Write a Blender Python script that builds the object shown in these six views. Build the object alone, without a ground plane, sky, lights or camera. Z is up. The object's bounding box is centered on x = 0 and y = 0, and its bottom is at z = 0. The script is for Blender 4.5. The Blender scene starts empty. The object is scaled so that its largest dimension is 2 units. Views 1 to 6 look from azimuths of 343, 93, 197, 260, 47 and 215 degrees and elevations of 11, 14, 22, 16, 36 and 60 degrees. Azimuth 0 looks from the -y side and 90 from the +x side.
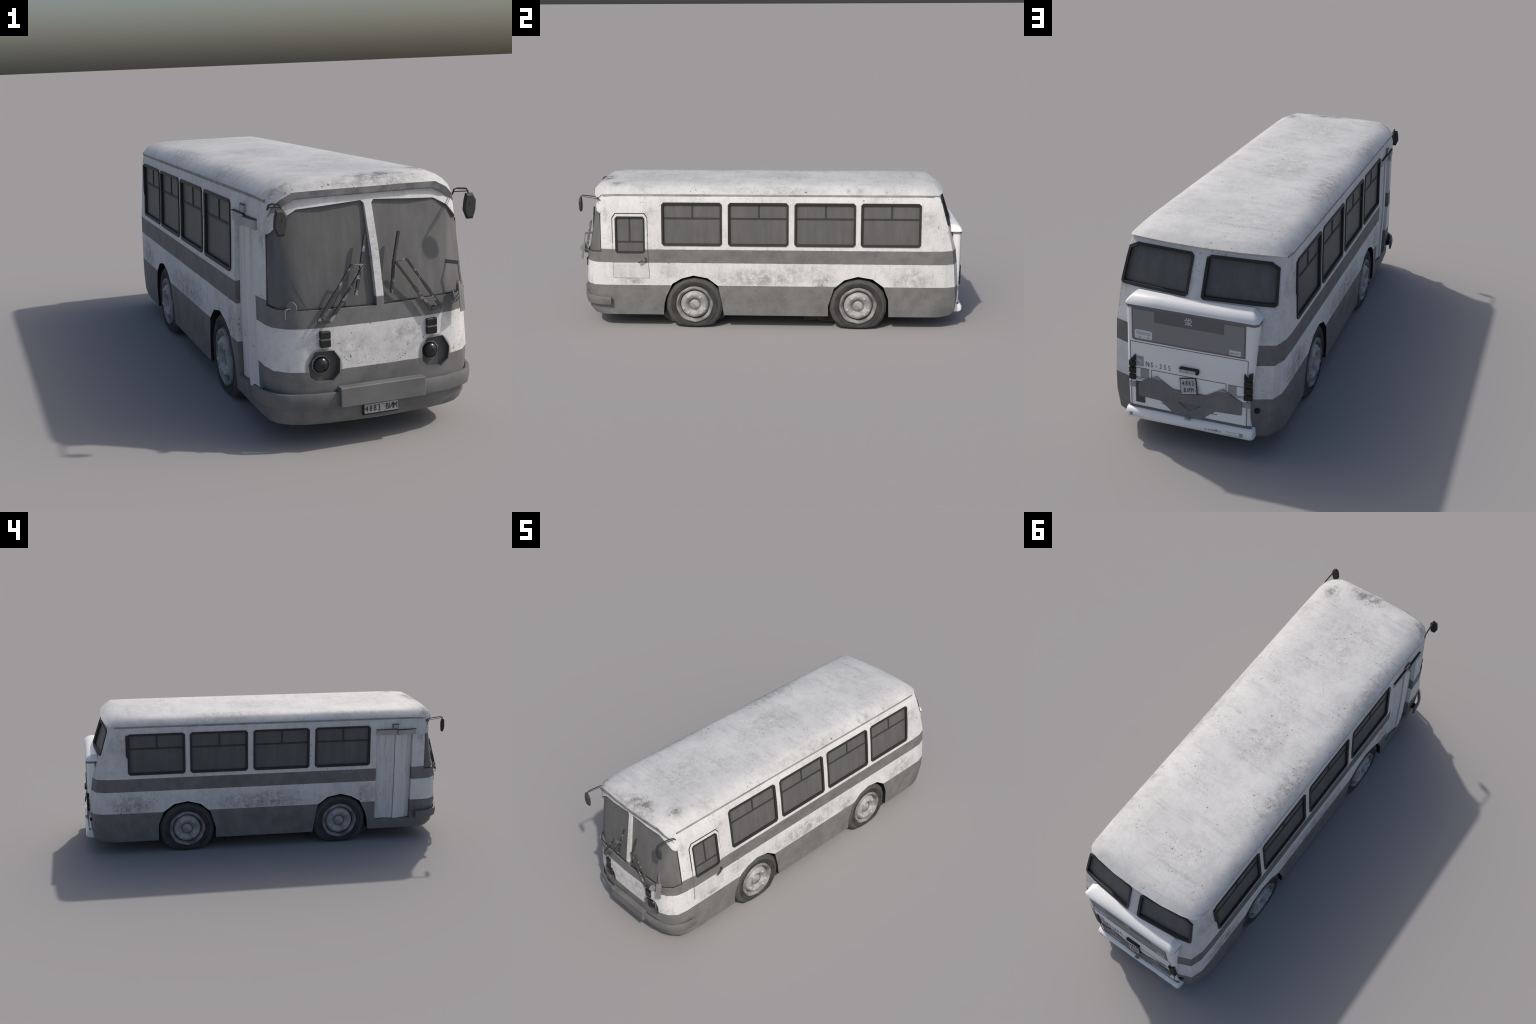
import bpy, bmesh, math, random
from mathutils import Vector, Matrix

random.seed(7)
D = bpy.data
COL = bpy.context.scene.collection

# ------------------------------------------------------------------ materials
class NT:
    """small helper for building node trees"""
    def __init__(self, name):
        self.m = D.materials.new(name)
        self.m.use_nodes = True
        self.t = self.m.node_tree
        self.n = self.t.nodes
        self.b = self.n['Principled BSDF']
        self._co = None
    def co(self):
        if self._co is None:
            self._co = self.n.new('ShaderNodeTexCoord').outputs['Object']
        return self._co
    def link(self, a, b):
        self.t.links.new(a, b)
    def put(self, sock, v):
        if hasattr(v, 'is_linked'):
            self.link(v, sock)
        else:
            sock.default_value = v
    def math(self, op, a, b=0.0, c=None, clamp=False):
        n = self.n.new('ShaderNodeMath'); n.operation = op; n.use_clamp = clamp
        self.put(n.inputs[0], a); self.put(n.inputs[1], b)
        if c is not None: self.put(n.inputs[2], c)
        return n.outputs[0]
    def step(self, v, lo, hi):
        n = self.n.new('ShaderNodeMapRange'); n.interpolation_type = 'SMOOTHSTEP'
        self.put(n.inputs['Value'], v)
        n.inputs['From Min'].default_value = lo; n.inputs['From Max'].default_value = hi
        return n.outputs[0]
    def mapping(self, scale=(1, 1, 1), loc=(0, 0, 0), rot=(0, 0, 0)):
        n = self.n.new('ShaderNodeMapping')
        n.inputs['Scale'].default_value = scale; n.inputs['Location'].default_value = loc
        n.inputs['Rotation'].default_value = rot
        self.link(self.co(), n.inputs['Vector'])
        return n.outputs[0]
    def noise(self, scale, detail=3.0, rough=0.55, vec=None, dist=0.0):
        n = self.n.new('ShaderNodeTexNoise')
        n.inputs['Scale'].default_value = scale; n.inputs['Detail'].default_value = detail
        n.inputs['Roughness'].default_value = rough; n.inputs['Distortion'].default_value = dist
        self.link(vec if vec is not None else self.co(), n.inputs['Vector'])
        return n.outputs['Fac']
    def voro(self, scale, vec=None):
        n = self.n.new('ShaderNodeTexVoronoi'); n.inputs['Scale'].default_value = scale
        self.link(vec if vec is not None else self.co(), n.inputs['Vector'])
        return n.outputs['Distance']
    def mix(self, f, a, b):
        n = self.n.new('ShaderNodeMix'); n.data_type = 'RGBA'
        self.put(n.inputs['Factor'], f)
        self.put(n.inputs[6], a); self.put(n.inputs[7], b)
        return n.outputs[2]
    def sep(self):
        n = self.n.new('ShaderNodeSeparateXYZ'); self.link(self.co(), n.inputs[0])
        return n.outputs
    def blob(self, c, r):
        """1 inside an ellipsoid round c with radii r, falling softly to 0 at its border"""
        n = self.n.new('ShaderNodeMapping'); n.vector_type = 'TEXTURE'
        n.inputs['Location'].default_value = c; n.inputs['Scale'].default_value = r
        self.link(self.co(), n.inputs['Vector'])
        l = self.n.new('ShaderNodeVectorMath'); l.operation = 'LENGTH'
        self.link(n.outputs[0], l.inputs[0])
        return self.step(l.outputs['Value'], 1.0, 0.15)
    def bump(self, h, strength=0.2, dist=0.002):
        n = self.n.new('ShaderNodeBump'); n.inputs['Strength'].default_value = strength
        n.inputs['Distance'].default_value = dist
        self.link(h, n.inputs['Height']); self.link(n.outputs[0], self.b.inputs['Normal'])
    def finish(self, col, rough=0.6, metal=0.0, spec=0.3):
        self.put(self.b.inputs['Base Color'], col)
        self.put(self.b.inputs['Roughness'], rough)
        self.b.inputs['Metallic'].default_value = metal
        self.b.inputs['Specular IOR Level'].default_value = spec
        return self.m

def g(v):
    return (v, v * 0.99, v * 0.975, 1.0)

WHITE, STRIPE = 0.72, 0.182

def grime(k, base, blobs, streak_axis='z', amount=1.0, off=(0, 0, 0)):
    """paint wear: cloudy mottling, small round pits in clusters, runs, local smudges of dots and haze"""
    cloud = k.noise(4.0, 6, 0.62, k.mapping((1, 1, 1), off))
    mott = k.noise(24.0, 5, 0.7, k.mapping((1, 1, 1), off))
    fine = k.noise(95.0, 3, 0.6)
    dirt = k.math('MULTIPLY', k.step(cloud, 0.36, 0.70), 0.13)
    dirt = k.math('ADD', dirt, k.math('MULTIPLY', k.step(mott, 0.40, 0.72), 0.13))
    dirt = k.math('ADD', dirt, k.math('MULTIPLY', k.step(fine, 0.42, 0.70), 0.06))
    sc = (9, 9, 1.3) if streak_axis == 'z' else (1.0, 9, 9)
    run = k.noise(5.0, 3, 0.6, k.mapping(sc))
    dirt = k.math('ADD', dirt, k.math('MULTIPLY', k.step(run, 0.50, 0.78), 0.14))
    # smudges
    sm = k.math('MULTIPLY', 0.0, 0.0)
    for c, r, a in blobs:
        sm = k.math('MAXIMUM', sm, k.math('MULTIPLY', k.blob(c, r), a))
    haze = k.math('MULTIPLY', sm, k.step(k.noise(30.0, 6, 0.75, k.mapping((1, 1, 1), (2.2, 0.3, 1.1))), 0.33, 0.64))
    dirt = k.math('ADD', dirt, k.math('MULTIPLY', haze, 0.66))
    # round pits: a random few cells of a Voronoi grid, gathered where a slow noise (or a smudge) allows
    near = k.math('MAXIMUM', k.step(k.noise(7.0, 2, 0.5, k.mapping((1, 1, 1), (3.1, 1.7, 0.4))), 0.47, 0.66), sm)
    for scl, rad, keep, depth in ((62.0, 0.18, 0.84, 0.60), (105.0, 0.24, 0.68, 0.52), (190.0, 0.28, 0.60, 0.45)):
        v = k.n.new('ShaderNodeTexVoronoi'); v.inputs['Scale'].default_value = scl
        wv = k.n.new('ShaderNodeVectorMath'); wv.operation = 'ADD'
        ns = k.n.new('ShaderNodeTexNoise'); ns.inputs['Scale'].default_value = 95.0
        k.link(k.co(), ns.inputs['Vector'])
        sc_ = k.n.new('ShaderNodeVectorMath'); sc_.operation = 'SCALE'; sc_.inputs['Scale'].default_value = 0.016
        k.link(ns.outputs['Color'], sc_.inputs[0]); k.link(k.co(), wv.inputs[0]); k.link(sc_.outputs[0], wv.inputs[1])
        k.link(wv.outputs[0], v.inputs['Vector'])
        sp = k.n.new('ShaderNodeSeparateColor'); k.link(v.outputs['Color'], sp.inputs[0])
        thr = k.math('SUBTRACT', 1.02, k.math('MULTIPLY', near, 1.02 - keep))
        pick = k.math('GREATER_THAN', sp.outputs[0], thr)
        size = k.math('MULTIPLY_ADD', sp.outputs[1], rad, 0.06)
        dot = k.step(k.math('SUBTRACT', v.outputs['Distance'], size), 0.07, -0.03)
        dirt = k.math('ADD', dirt, k.math('MULTIPLY', k.math('MULTIPLY', dot, pick), depth))
    dirt = k.math('MULTIPLY', dirt, amount)
    dirt = k.math('MINIMUM', dirt, 0.88)
    return k.mix(dirt, base, g(0.075))

def m_body():
    k = NT('painted_body')
    s = k.sep(); z = s[2]
    wob = k.math('MULTIPLY_ADD', k.noise(60.0, 2), 0.003, -0.0015)
    zz = k.math('ADD', z, wob)
    low = k.step(zz, 0.2295, 0.2275)
    mid = k.math('MULTIPLY', k.step(zz, 0.3475, 0.3495), k.step(zz, 0.4205, 0.4185))
    band = k.math('MAXIMUM', low, mid)
    blobs = [((0.30, -0.05, 0.265), (0.12, 0.34, 0.075), 0.75), ((0.30, -0.52, 0.30), (0.1, 0.10, 0.07), 0.5), ((0.30, 0.15, 0.30), (0.1, 0.22, 0.08), 0.5), ((0.30, 0.28, 0.25), (0.1, 0.09, 0.07), 0.95),
             ((0.30, -0.71, 0.25), (0.1, 0.10, 0.03), 0.9), ((0.30, 0.72, 0.27), (0.1, 0.16, 0.09), 0.6), ((0.28, 0.80, 0.58), (0.1, 0.07, 0.10), 0.4),
             ((-0.30, 0.05, 0.265), (0.12, 0.36, 0.08), 0.85), ((-0.30, -0.54, 0.28), (0.1, 0.08, 0.09), 0.6), ((-0.30, 0.75, 0.27), (0.1, 0.16, 0.09), 0.8), ((-0.28, 0.80, 0.60), (0.1, 0.08, 0.10), 0.45),
             ((0.28, -0.85, 0.59), (0.06, 0.04, 0.06), 0.5), ((-0.28, -0.85, 0.60), (0.06, 0.05, 0.09), 0.6),
             ((0.29, -0.61, 0.60), (0.05, 0.05, 0.08), 0.45), ((0.0, -0.93, 0.55), (0.03, 0.1, 0.16), 0.45),
             ((0.08, -0.97, 0.30), (0.12, 0.05, 0.07), 0.55), ((-0.08, -0.97, 0.28), (0.12, 0.05, 0.06), 0.5), ((-0.20, -0.95, 0.28), (0.06, 0.05, 0.06), 0.5)]
    white = grime(k, g(WHITE), blobs)
    mott = k.noise(14.0, 5, 0.65)
    gr = k.mix(k.step(mott, 0.32, 0.72), g(STRIPE * 1.08), g(STRIPE * 0.78))
    spk = k.math('MULTIPLY', k.step(k.noise(70.0, 2), 0.64, 0.72), 0.35)
    gr = k.mix(spk, gr, g(0.09))
    col = k.mix(band, white, gr)
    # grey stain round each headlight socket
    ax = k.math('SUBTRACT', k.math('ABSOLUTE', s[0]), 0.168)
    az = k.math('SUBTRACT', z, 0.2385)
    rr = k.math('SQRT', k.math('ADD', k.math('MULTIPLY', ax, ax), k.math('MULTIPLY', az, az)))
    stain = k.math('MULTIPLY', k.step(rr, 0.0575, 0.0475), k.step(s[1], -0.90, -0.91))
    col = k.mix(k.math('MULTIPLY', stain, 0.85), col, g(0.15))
    k.bump(k.noise(30.0, 4), 0.12, 0.002)
    return k.finish(col, 0.62, 0, 0.25)

def m_roof():
    k = NT('painted_roof')
    blobs = [((0.03, -0.865, 0.735), (0.14, 0.07, 0.08), 1.0), ((0.0, -0.90, 0.72), (0.26, 0.05, 0.06), 0.6), ((0.19, -0.80, 0.74), (0.05, 0.07, 0.08), 0.9),
             ((-0.24, -0.87, 0.71), (0.07, 0.05, 0.06), 0.75), ((-0.05, 0.0, 0.75), (0.16, 0.30, 0.1), 0.25),
             ((-0.24, 0.20, 0.73), (0.06, 0.34, 0.06), 0.6), ((-0.25, -0.45, 0.72), (0.05, 0.3, 0.06), 0.5), ((0.26, 0.0, 0.72), (0.04, 0.4, 0.06), 0.35), ((0.26, 0.46, 0.72), (0.03, 0.03, 0.05), 0.5),
             ((0.26, 0.40, 0.72), (0.02, 0.015, 0.05), 0.5), ((0.0, -0.55, 0.75), (0.2, 0.25, 0.1), 0.28),
             ((0.24, -0.65, 0.72), (0.06, 0.10, 0.06), 0.4), ((-0.08, 0.70, 0.75), (0.2, 0.16, 0.1), 0.25)]
    c = grime(k, g(WHITE * 0.84), blobs, 'x', 1.05, (1.3, 0.2, 4.4))
    k.bump(k.noise(22.0, 4), 0.15, 0.002)
    return k.finish(c, 0.55, 0, 0.3)

def m_flat(name, v, var=0.15, scale=20.0, rough=0.6, metal=0.0, spec=0.3, stretch=(1, 1, 1), dark=None):
    k = NT(name)
    n = k.noise(scale, 4, 0.6, k.mapping(stretch))
    c = k.mix(k.step(n, 0.3, 0.75), g(v), g(dark if dark is not None else v * (1 - var)))
    return k.finish(c, rough, metal, spec)

def m_door():
    k = NT('door_paint')
    run = k.noise(6.0, 4, 0.6, k.mapping((12, 12, 0.8)))
    c = k.mix(k.math('MULTIPLY', k.step(run, 0.45, 0.8), 0.45), g(WHITE * 0.92), g(0.2))
    sp = k.math('MULTIPLY', k.step(k.noise(60.0, 2), 0.66, 0.74), 0.5)
    c = k.mix(sp, c, g(0.1))
    return k.finish(c, 0.6, 0, 0.25)

def m_cabdoor():
    """driver's door skin: white above, the stripe, then dusty ribs below"""
    k = NT('cab_door_paint')
    z = k.sep()[2]
    mid = k.math('MULTIPLY', k.step(z, 0.3475, 0.3495), k.step(z, 0.4205, 0.4185))
    base = grime(k, g(WHITE), [((0.3, -0.71, 0.29), (0.1, 0.1, 0.03), 0.2)])
    rib = k.noise(7.0, 1, 0.4, k.mapping((0.1, 3.5, 0.15)))
    lowm = k.step(z, 0.349, 0.33)
    base = k.mix(k.math('MULTIPLY', k.math('MULTIPLY', k.step(rib, 0.4, 0.62), lowm), 0.25), base, g(0.3))
    sm = k.math('MULTIPLY', k.blob((0.3, -0.71, 0.385), (0.1, 0.09, 0.03)), 0.45)
    gr = k.mix(k.math('MULTIPLY', sm, k.noise(30.0, 3)), g(STRIPE), g(0.05))
    return k.finish(k.mix(mid, base, gr), 0.62, 0, 0.25)

def m_glass(name, v):
    k = NT(name)
    run = k.noise(4.0, 4, 0.65, k.mapping((9, 9, 1.0)))
    cl = k.noise(9.0, 4, 0.6)
    c = k.mix(k.step(run, 0.35, 0.75), g(v), g(v * 1.22))
    c = k.mix(k.math('MULTIPLY', k.step(cl, 0.5, 0.8), 0.35), c, g(v * 0.7))
    return k.finish(c, 0.5, 0, 0.25)

def m_tyre():
    k = NT('tyre_rubber')
    c = k.mix(k.step(k.noise(18.0, 4), 0.35, 0.7), g(0.040), g(0.062))
    p = k.sep()
    r = k.math('SQRT', k.math('ADD', k.math('MULTIPLY', p[1], p[1]), k.math('MULTIPLY', p[2], p[2])))
    tread = k.math('MULTIPLY', k.step(r, 0.1255, 0.1275), k.step(k.noise(160.0, 2, 0.6), 0.25, 0.6))
    c = k.mix(tread, c, g(0.098))
    line = k.math('MULTIPLY', k.step(r, 0.1225, 0.1240), k.step(r, 0.1265, 0.1250))
    c = k.mix(k.math('MULTIPLY', line, 0.6), c, g(0.11))
    return k.finish(c, 0.85, 0, 0.2)

def m_rim():
    k = NT('rim_steel')
    n = k.noise(11.0, 4, 0.65)
    c = k.mix(k.step(n, 0.35, 0.66), g(0.31), g(0.13))
    c = k.mix(k.math('MULTIPLY', k.step(k.noise(50.0, 3), 0.58, 0.7), 0.4), c, g(0.12))
    return k.finish(c, 0.55, 0.0, 0.4)

def m_wiper():
    k = NT('worn_wiper_metal')
    c = k.mix(k.step(k.noise(34.0, 4, 0.65), 0.53, 0.60), g(0.05), g(0.26))
    return k.finish(c, 0.5, 0, 0.4)

def m_plate():
    k = NT('dirty_plate')
    c = k.mix(k.step(k.noise(90.0, 4, 0.7), 0.52, 0.68), g(0.5), g(0.2))
    return k.finish(c, 0.6)

M = dict(
    body=m_body(), roof=m_roof(), door=m_door(), cab=m_cabdoor(),
    glass=m_glass('dusty_side_glass', 0.105), wind=m_glass('dusty_windshield', 0.125), rglass=m_glass('dusty_rear_glass', 0.108),
    frame=m_flat('rubber_frame', 0.030, 0.2, 30, 0.55), bar=m_flat('window_bar', 0.045, 0.2, 30, 0.6),
    dark=m_flat('arch_liner', 0.030, 0.4, 12, 0.9, 0, 0.1), under=m_flat('undercarriage', 0.045, 0.4, 12, 0.9, 0, 0.1),
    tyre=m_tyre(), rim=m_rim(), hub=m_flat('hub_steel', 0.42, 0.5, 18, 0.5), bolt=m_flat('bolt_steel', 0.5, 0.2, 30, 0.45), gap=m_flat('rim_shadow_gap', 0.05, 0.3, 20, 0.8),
    grey=m_flat('grey_paint', STRIPE, 0.2, 12, 0.6), bumper=m_flat('bumper_paint', 0.170, 0.28, 9, 0.6),
    fascia=m_flat('visor_grey', 0.34, 0.5, 22, 0.7), rail=m_flat('drip_rail_grey', 0.34, 0.4, 16, 0.7),
    mirror=m_flat('mirror_shell', 0.055, 0.2, 12, 0.6), arm=m_flat('mirror_arm', 0.035, 0.2, 12, 0.5),
    bright=m_flat('bare_metal', 0.215, 0.2, 12, 0.5), lens=m_flat('dark_lens', 0.018, 0.3, 12, 0.22, 0, 0.5),
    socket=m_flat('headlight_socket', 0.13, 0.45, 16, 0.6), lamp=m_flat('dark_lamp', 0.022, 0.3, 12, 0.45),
    trim=m_flat('lamp_trim', 0.28, 0.5, 30, 0.4), wiper=m_wiper(), plate=m_plate(),
    ink=m_flat('plate_ink', 0.06, 0.5, 80, 0.7), pframe=m_flat('plate_frame', 0.03, 0.3, 30, 0.6),
    pwhite=m_flat('rear_panel_white', 0.86, 0.03, 5, 0.4, 0, 0.4), pwin=m_flat('panel_window_grey', 0.27, 0.04, 5, 0.5),
    pedge=m_flat('panel_window_border', 0.18, 0.05, 5, 0.5), psign=m_flat('panel_sign_grey', 0.155, 0.04, 5, 0.5),
    pline=m_flat('panel_seam', 0.15, 0.1, 10, 0.6), pgrey=m_flat('panel_reflector_grey', 0.33, 0.05, 5, 0.6),
    pdark=m_flat('panel_grille_dark', 0.085, 0.1, 10, 0.6), plight=m_flat('panel_sticker_white', 0.72, 0.08, 60, 0.6),
    pink=m_flat('panel_marking', 0.24, 0.1, 40, 0.6), crump=m_flat('dented_sheet', 0.205, 0.2, 14, 0.6),
    guard=m_flat('mud_guard_grey', .10, .3, 20, .8),
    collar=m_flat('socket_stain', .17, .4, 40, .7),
    crump2=m_flat('dented_sheet_hollow', 0.17, 0.25, 20, 0.7), brown=m_flat('socket_grime', 0.16, 0.5, 30, 0.7),
)

# ------------------------------------------------------------------ mesh tools
bus = D.objects.new('bus', None)
bus.empty_display_size = 0.2
COL.objects.link(bus)
bus['label'] = 'old worn white and grey city bus, low polygon style'
bus['category'] = 'bus'

def obj(name, me, mat, parent=None, smooth=None):
    o = D.objects.new(name, me)
    COL.objects.link(o)
    o.parent = parent or bus
    if mat is not None and not me.materials:
        me.materials.append(M[mat] if isinstance(mat, str) else mat)
    if smooth is not None:
        me.polygons.foreach_set('use_smooth', [True] * len(me.polygons))
        me.set_sharp_from_angle(angle=math.radians(smooth))
    return o

def mesh(verts, faces, fix=True):
    me = D.meshes.new('part_mesh')
    me.from_pydata([tuple(v) for v in verts], [], faces)
    if fix:
        bm = bmesh.new(); bm.from_mesh(me)
        bmesh.ops.remove_doubles(bm, verts=bm.verts, dist=1e-6)
        bmesh.ops.recalc_face_normals(bm, faces=bm.faces)
        bm.to_mesh(me); bm.free()
    me.update()
    return me

def join(*mm):
    bm = bmesh.new()
    for m in mm: bm.from_mesh(m)
    me = D.meshes.new('part_mesh'); bm.to_mesh(me); bm.free()
    return me

def empty(name, parent=None):
    o = D.objects.new(name, None); COL.objects.link(o); o.parent = parent or bus
    o.empty_display_size = 0.02
    return o

def bevel(me, w, seg=1, angle=40):
    bm = bmesh.new(); bm.from_mesh(me)
    ed = [e for e in bm.edges if len(e.link_faces) == 2 and e.calc_face_angle(0) > math.radians(angle)]
    bmesh.ops.bevel(bm, geom=ed, offset=w, segments=seg, affect='EDGES', profile=0.6, clamp_overlap=True)
    bmesh.ops.recalc_face_normals(bm, faces=bm.faces)
    bm.to_mesh(me); bm.free()
    return me

def box(x0, x1, y0, y1, z0, z1):
    v = [(x, y, z) for x in (x0, x1) for y in (y0, y1) for z in (z0, z1)]
    f = [(0, 1, 3, 2), (4, 6, 7, 5), (0, 4, 5, 1), (2, 3, 7, 6), (0, 2, 6, 4), (1, 5, 7, 3)]
    return mesh(v, f)

def loft(rows, cap=True, closed=True):
    n = len(rows[0]); v = [p for r in rows for p in r]; f = []
    for i in range(len(rows) - 1):
        for j in range(n if closed else n - 1):
            k = (j + 1) % n
            f.append((i * n + j, i * n + k, (i + 1) * n + k, (i + 1) * n + j))
    if cap:
        f.append(tuple(range(n - 1, -1, -1))); f.append(tuple(range((len(rows) - 1) * n, len(rows) * n)))
    return mesh(v, f)

def tube(path, r, n=6, flat=None):
    """round (or flat=(a,b) rectangular) bar along a path"""
    P = [Vector(p) for p in path]; rows = []
    for i, p in enumerate(P):
        t = ((P[min(i + 1, len(P) - 1)] - p).normalized() + (p - P[max(i - 1, 0)]).normalized()).normalized()
        up = Vector((0, 1, 0)) if abs(t.y) < 0.9 else Vector((1, 0, 0))
        a = t.cross(up).normalized(); b = t.cross(a).normalized()
        if flat:
            rows.append([p + a * flat[0] * s + b * flat[1] * q for s, q in ((-1, -1), (1, -1), (1, 1), (-1, 1))])
        else:
            rows.append([p + (a * math.cos(2 * math.pi * j / n) + b * math.sin(2 * math.pi * j / n)) * r for j in range(n)])
    return loft(rows)

def lerp(a, b, t): return a + (b - a) * t

def interp(x, tab):
    if x <= tab[0][0]: return tab[0][1]
    for (x0, y0), (x1, y1) in zip(tab, tab[1:]):
        if x <= x1: return lerp(y0, y1, (x - x0) / (x1 - x0) if x1 > x0 else 0)
    return tab[-1][1]

# ------------------------------------------------------------------ body shell
# half plan outlines (x, y), front centre -> side -> rear centre, at rising heights
LEVELS = [
 (0.068, [(0,-.952),(.15,-.948),(.215,-.936),(.252,-.921),(.284,-.893),(.297,-.86),(.301,-.80)], [(.301,.78),(.296,.87),(.262,.932),(.21,.945),(0,.95)]),
 (0.090, [(0,-.968),(.15,-.965),(.225,-.953),(.265,-.933),(.294,-.897),(.303,-.86),(.302,-.80)], [(.302,.80),(.300,.89),(.270,.950),(.22,.964),(0,.970)]),
 (0.160, [(0,-.972),(.15,-.969),(.225,-.960),(.266,-.942),(.296,-.904),(.304,-.86),(.3035,-.80)], [(.3035,.81),(.302,.90),(.280,.954),(.225,.972),(0,.977)]),
 (0.235, [(0,-.975),(.15,-.972),(.223,-.963),(.265,-.945),(.297,-.909),(.305,-.86),(.3045,-.80)], [(.3045,.82),(.302,.90),(.284,.950),(.226,.972),(0,.977)]),
 (0.350, [(0,-.971),(.15,-.967),(.222,-.956),(.260,-.939),(.291,-.905),(.301,-.866),(.305,-.80)], [(.305,.82),(.302,.89),(.284,.940),(.225,.964),(0,.969)]),
 (0.420, [(0,-.966),(.15,-.962),(.220,-.953),(.256,-.941),(.288,-.911),(.298,-.866),(.3055,-.80)], [(.3055,.82),(.302,.88),(.286,.931),(.223,.956),(0,.963)]),
 (0.500, [(0,-.951),(.15,-.948),(.218,-.940),(.254,-.929),(.285,-.904),(.295,-.866),(.300,-.80)], [(.300,.81),(.296,.868),(.283,.914),(.225,.931),(0,.949)]),
 (0.550, [(0,-.941),(.145,-.938),(.216,-.930),(.253,-.920),(.283,-.898),(.292,-.866),(.297,-.80)], [(.297,.80),(.293,.858),(.281,.904),(.225,.916),(0,.939)]),
 (0.660, [(0,-.915),(.13,-.912),(.206,-.903),(.246,-.896),(.273,-.882),(.285,-.865),(.289,-.80)], [(.289,.79),(.284,.832),(.270,.872),(.225,.881),(0,.903)]),
 (0.703, [(0,-.905),(.13,-.902),(.20,-.894),(.238,-.886),(.261,-.873),(.272,-.852),(.279,-.80)], [(.280,.78),(.275,.815),(.262,.853),(.22,.864),(0,.888)]),
]

def plan(z):
    lo = LEVELS[0]
    if z <= lo[0]: return lo[1] + lo[2]
    for a, b in zip(LEVELS, LEVELS[1:]):
        if z <= b[0]:
            t = (z - a[0]) / (b[0] - a[0])
            return [(lerp(p[0], q[0], t), lerp(p[1], q[1], t)) for p, q in zip(a[1] + a[2], b[1] + b[2])]
    return LEVELS[-1][1] + LEVELS[-1][2]

def side_x(y, z):
    h = plan(z)[3:10]
    return interp(y, [(p[1], p[0]) for p in h])
def front_y(x, z):
    return interp(abs(x), plan(z)[:6])
def rear_y(x, z):
    return interp(abs(x), list(reversed(plan(z)[8:])))

def SIDE(s): return lambda y, z, o: (s * (side_x(y, z) + o), y, z)
def FRONT(x, z, o): return (x, front_y(x, z) - o, z)
def REAR(x, z, o): return (x, rear_y(x, z) + o, z)

def dens(poly, step=0.04):
    out = []
    for a, b in zip(poly, poly[1:] + poly[:1]):
        n = max(1, int(math.ceil(math.dist(a, b) / step)))
        out += [(lerp(a[0], b[0], i / n), lerp(a[1], b[1], i / n)) for i in range(n)]
    return out

def pane(mp, poly, o0, o1, nu=10, nv=4):
    """convex outline in surface coordinates -> slab between offsets o0 and o1 that follows the surface"""
    us = sorted({p[0] for p in poly}); u0, u1 = us[0], us[-1]
    cols = sorted(set([round(lerp(u0, u1, i / nu), 5) for i in range(nu + 1)] + [round(u, 5) for u in us]))
    def rng(u):
        vs = []
        for a, b in zip(poly, poly[1:] + poly[:1]):
            if min(a[0], b[0]) - 1e-5 <= u <= max(a[0], b[0]) + 1e-5:
                if abs(a[0] - b[0]) < 1e-5: vs += [a[1], b[1]]
                else: vs.append(lerp(a[1], b[1], (u - a[0]) / (b[0] - a[0])))
        return min(vs), max(vs)
    V, F = [], []
    R = [rng(u) for u in cols]
    for o in (o0, o1):
        for u, (a, b) in zip(cols, R):
            V += [mp(u, lerp(a, b, j / nv), o) for j in range(nv + 1)]
    n, m = len(cols), nv + 1
    for s in (0, n * m):
        for i in range(n - 1):
            for j in range(nv):
                a = s + i * m + j
                F.append((a, a + 1, a + m + 1, a + m))
    rim = [i * m for i in range(n)] + [(n - 1) * m + j for j in range(1, m)] + [i * m + nv for i in range(n - 2, -1, -1)] + [j for j in range(nv - 1, 0, -1)]
    for a, b in zip(rim, rim[1:] + rim[:1]):
        F.append((a, b, b + n * m, a + n * m))
    return mesh(V, F)

def inset(poly, d):
    """inward offset of a convex outline"""
    cx = sum(p[0] for p in poly) / len(poly); cy = sum(p[1] for p in poly) / len(poly)
    L = []
    for a, b in zip(poly, poly[1:] + poly[:1]):
        nx, ny = b[1] - a[1], a[0] - b[0]; l = math.hypot(nx, ny); nx /= l; ny /= l
        if nx * (cx - a[0]) + ny * (cy - a[1]) < 0: nx, ny = -nx, -ny
        L.append((nx, ny, nx * a[0] + ny * a[1] + d))
    out = []
    for i in range(len(L)):
        a, b = L[i - 1], L[i]
        det = a[0] * b[1] - a[1] * b[0]
        out.append(((a[2] * b[1] - a[1] * b[2]) / det, (a[0] * b[2] - a[2] * b[0]) / det))
    return out

def ring(mp, poly, d, o0, o1, o2=None):
    """frame of width d round an outline, from offset o0 up to o1 (o2 at the inner lip)"""
    o2 = o1 if o2 is None else o2
    inn = inset(poly, d)
    A, B = [], []
    k = len(poly)
    for i in range(k):
        a, b, c, e = poly[i], poly[(i + 1) % k], inn[i], inn[(i + 1) % k]
        n = max(1, int(math.ceil(math.dist(a, b) / 0.05)))
        for j in range(n):
            A.append((lerp(a[0], b[0], j / n), lerp(a[1], b[1], j / n)))
            B.append((lerp(c[0], e[0], j / n), lerp(c[1], e[1], j / n)))
    n = len(A)
    V = [mp(*p, o0) for p in A] + [mp(*p, o1) for p in A] + [mp(*p, o2) for p in B] + [mp(*p, o0) for p in B]
    F = []
    for i in range(n):
        j = (i + 1) % n
        for r in range(4):
            s = (r + 1) % 4
            F.append((r * n + i, r * n + j, s * n + j, s * n + i))
    return mesh(V, F)

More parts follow.
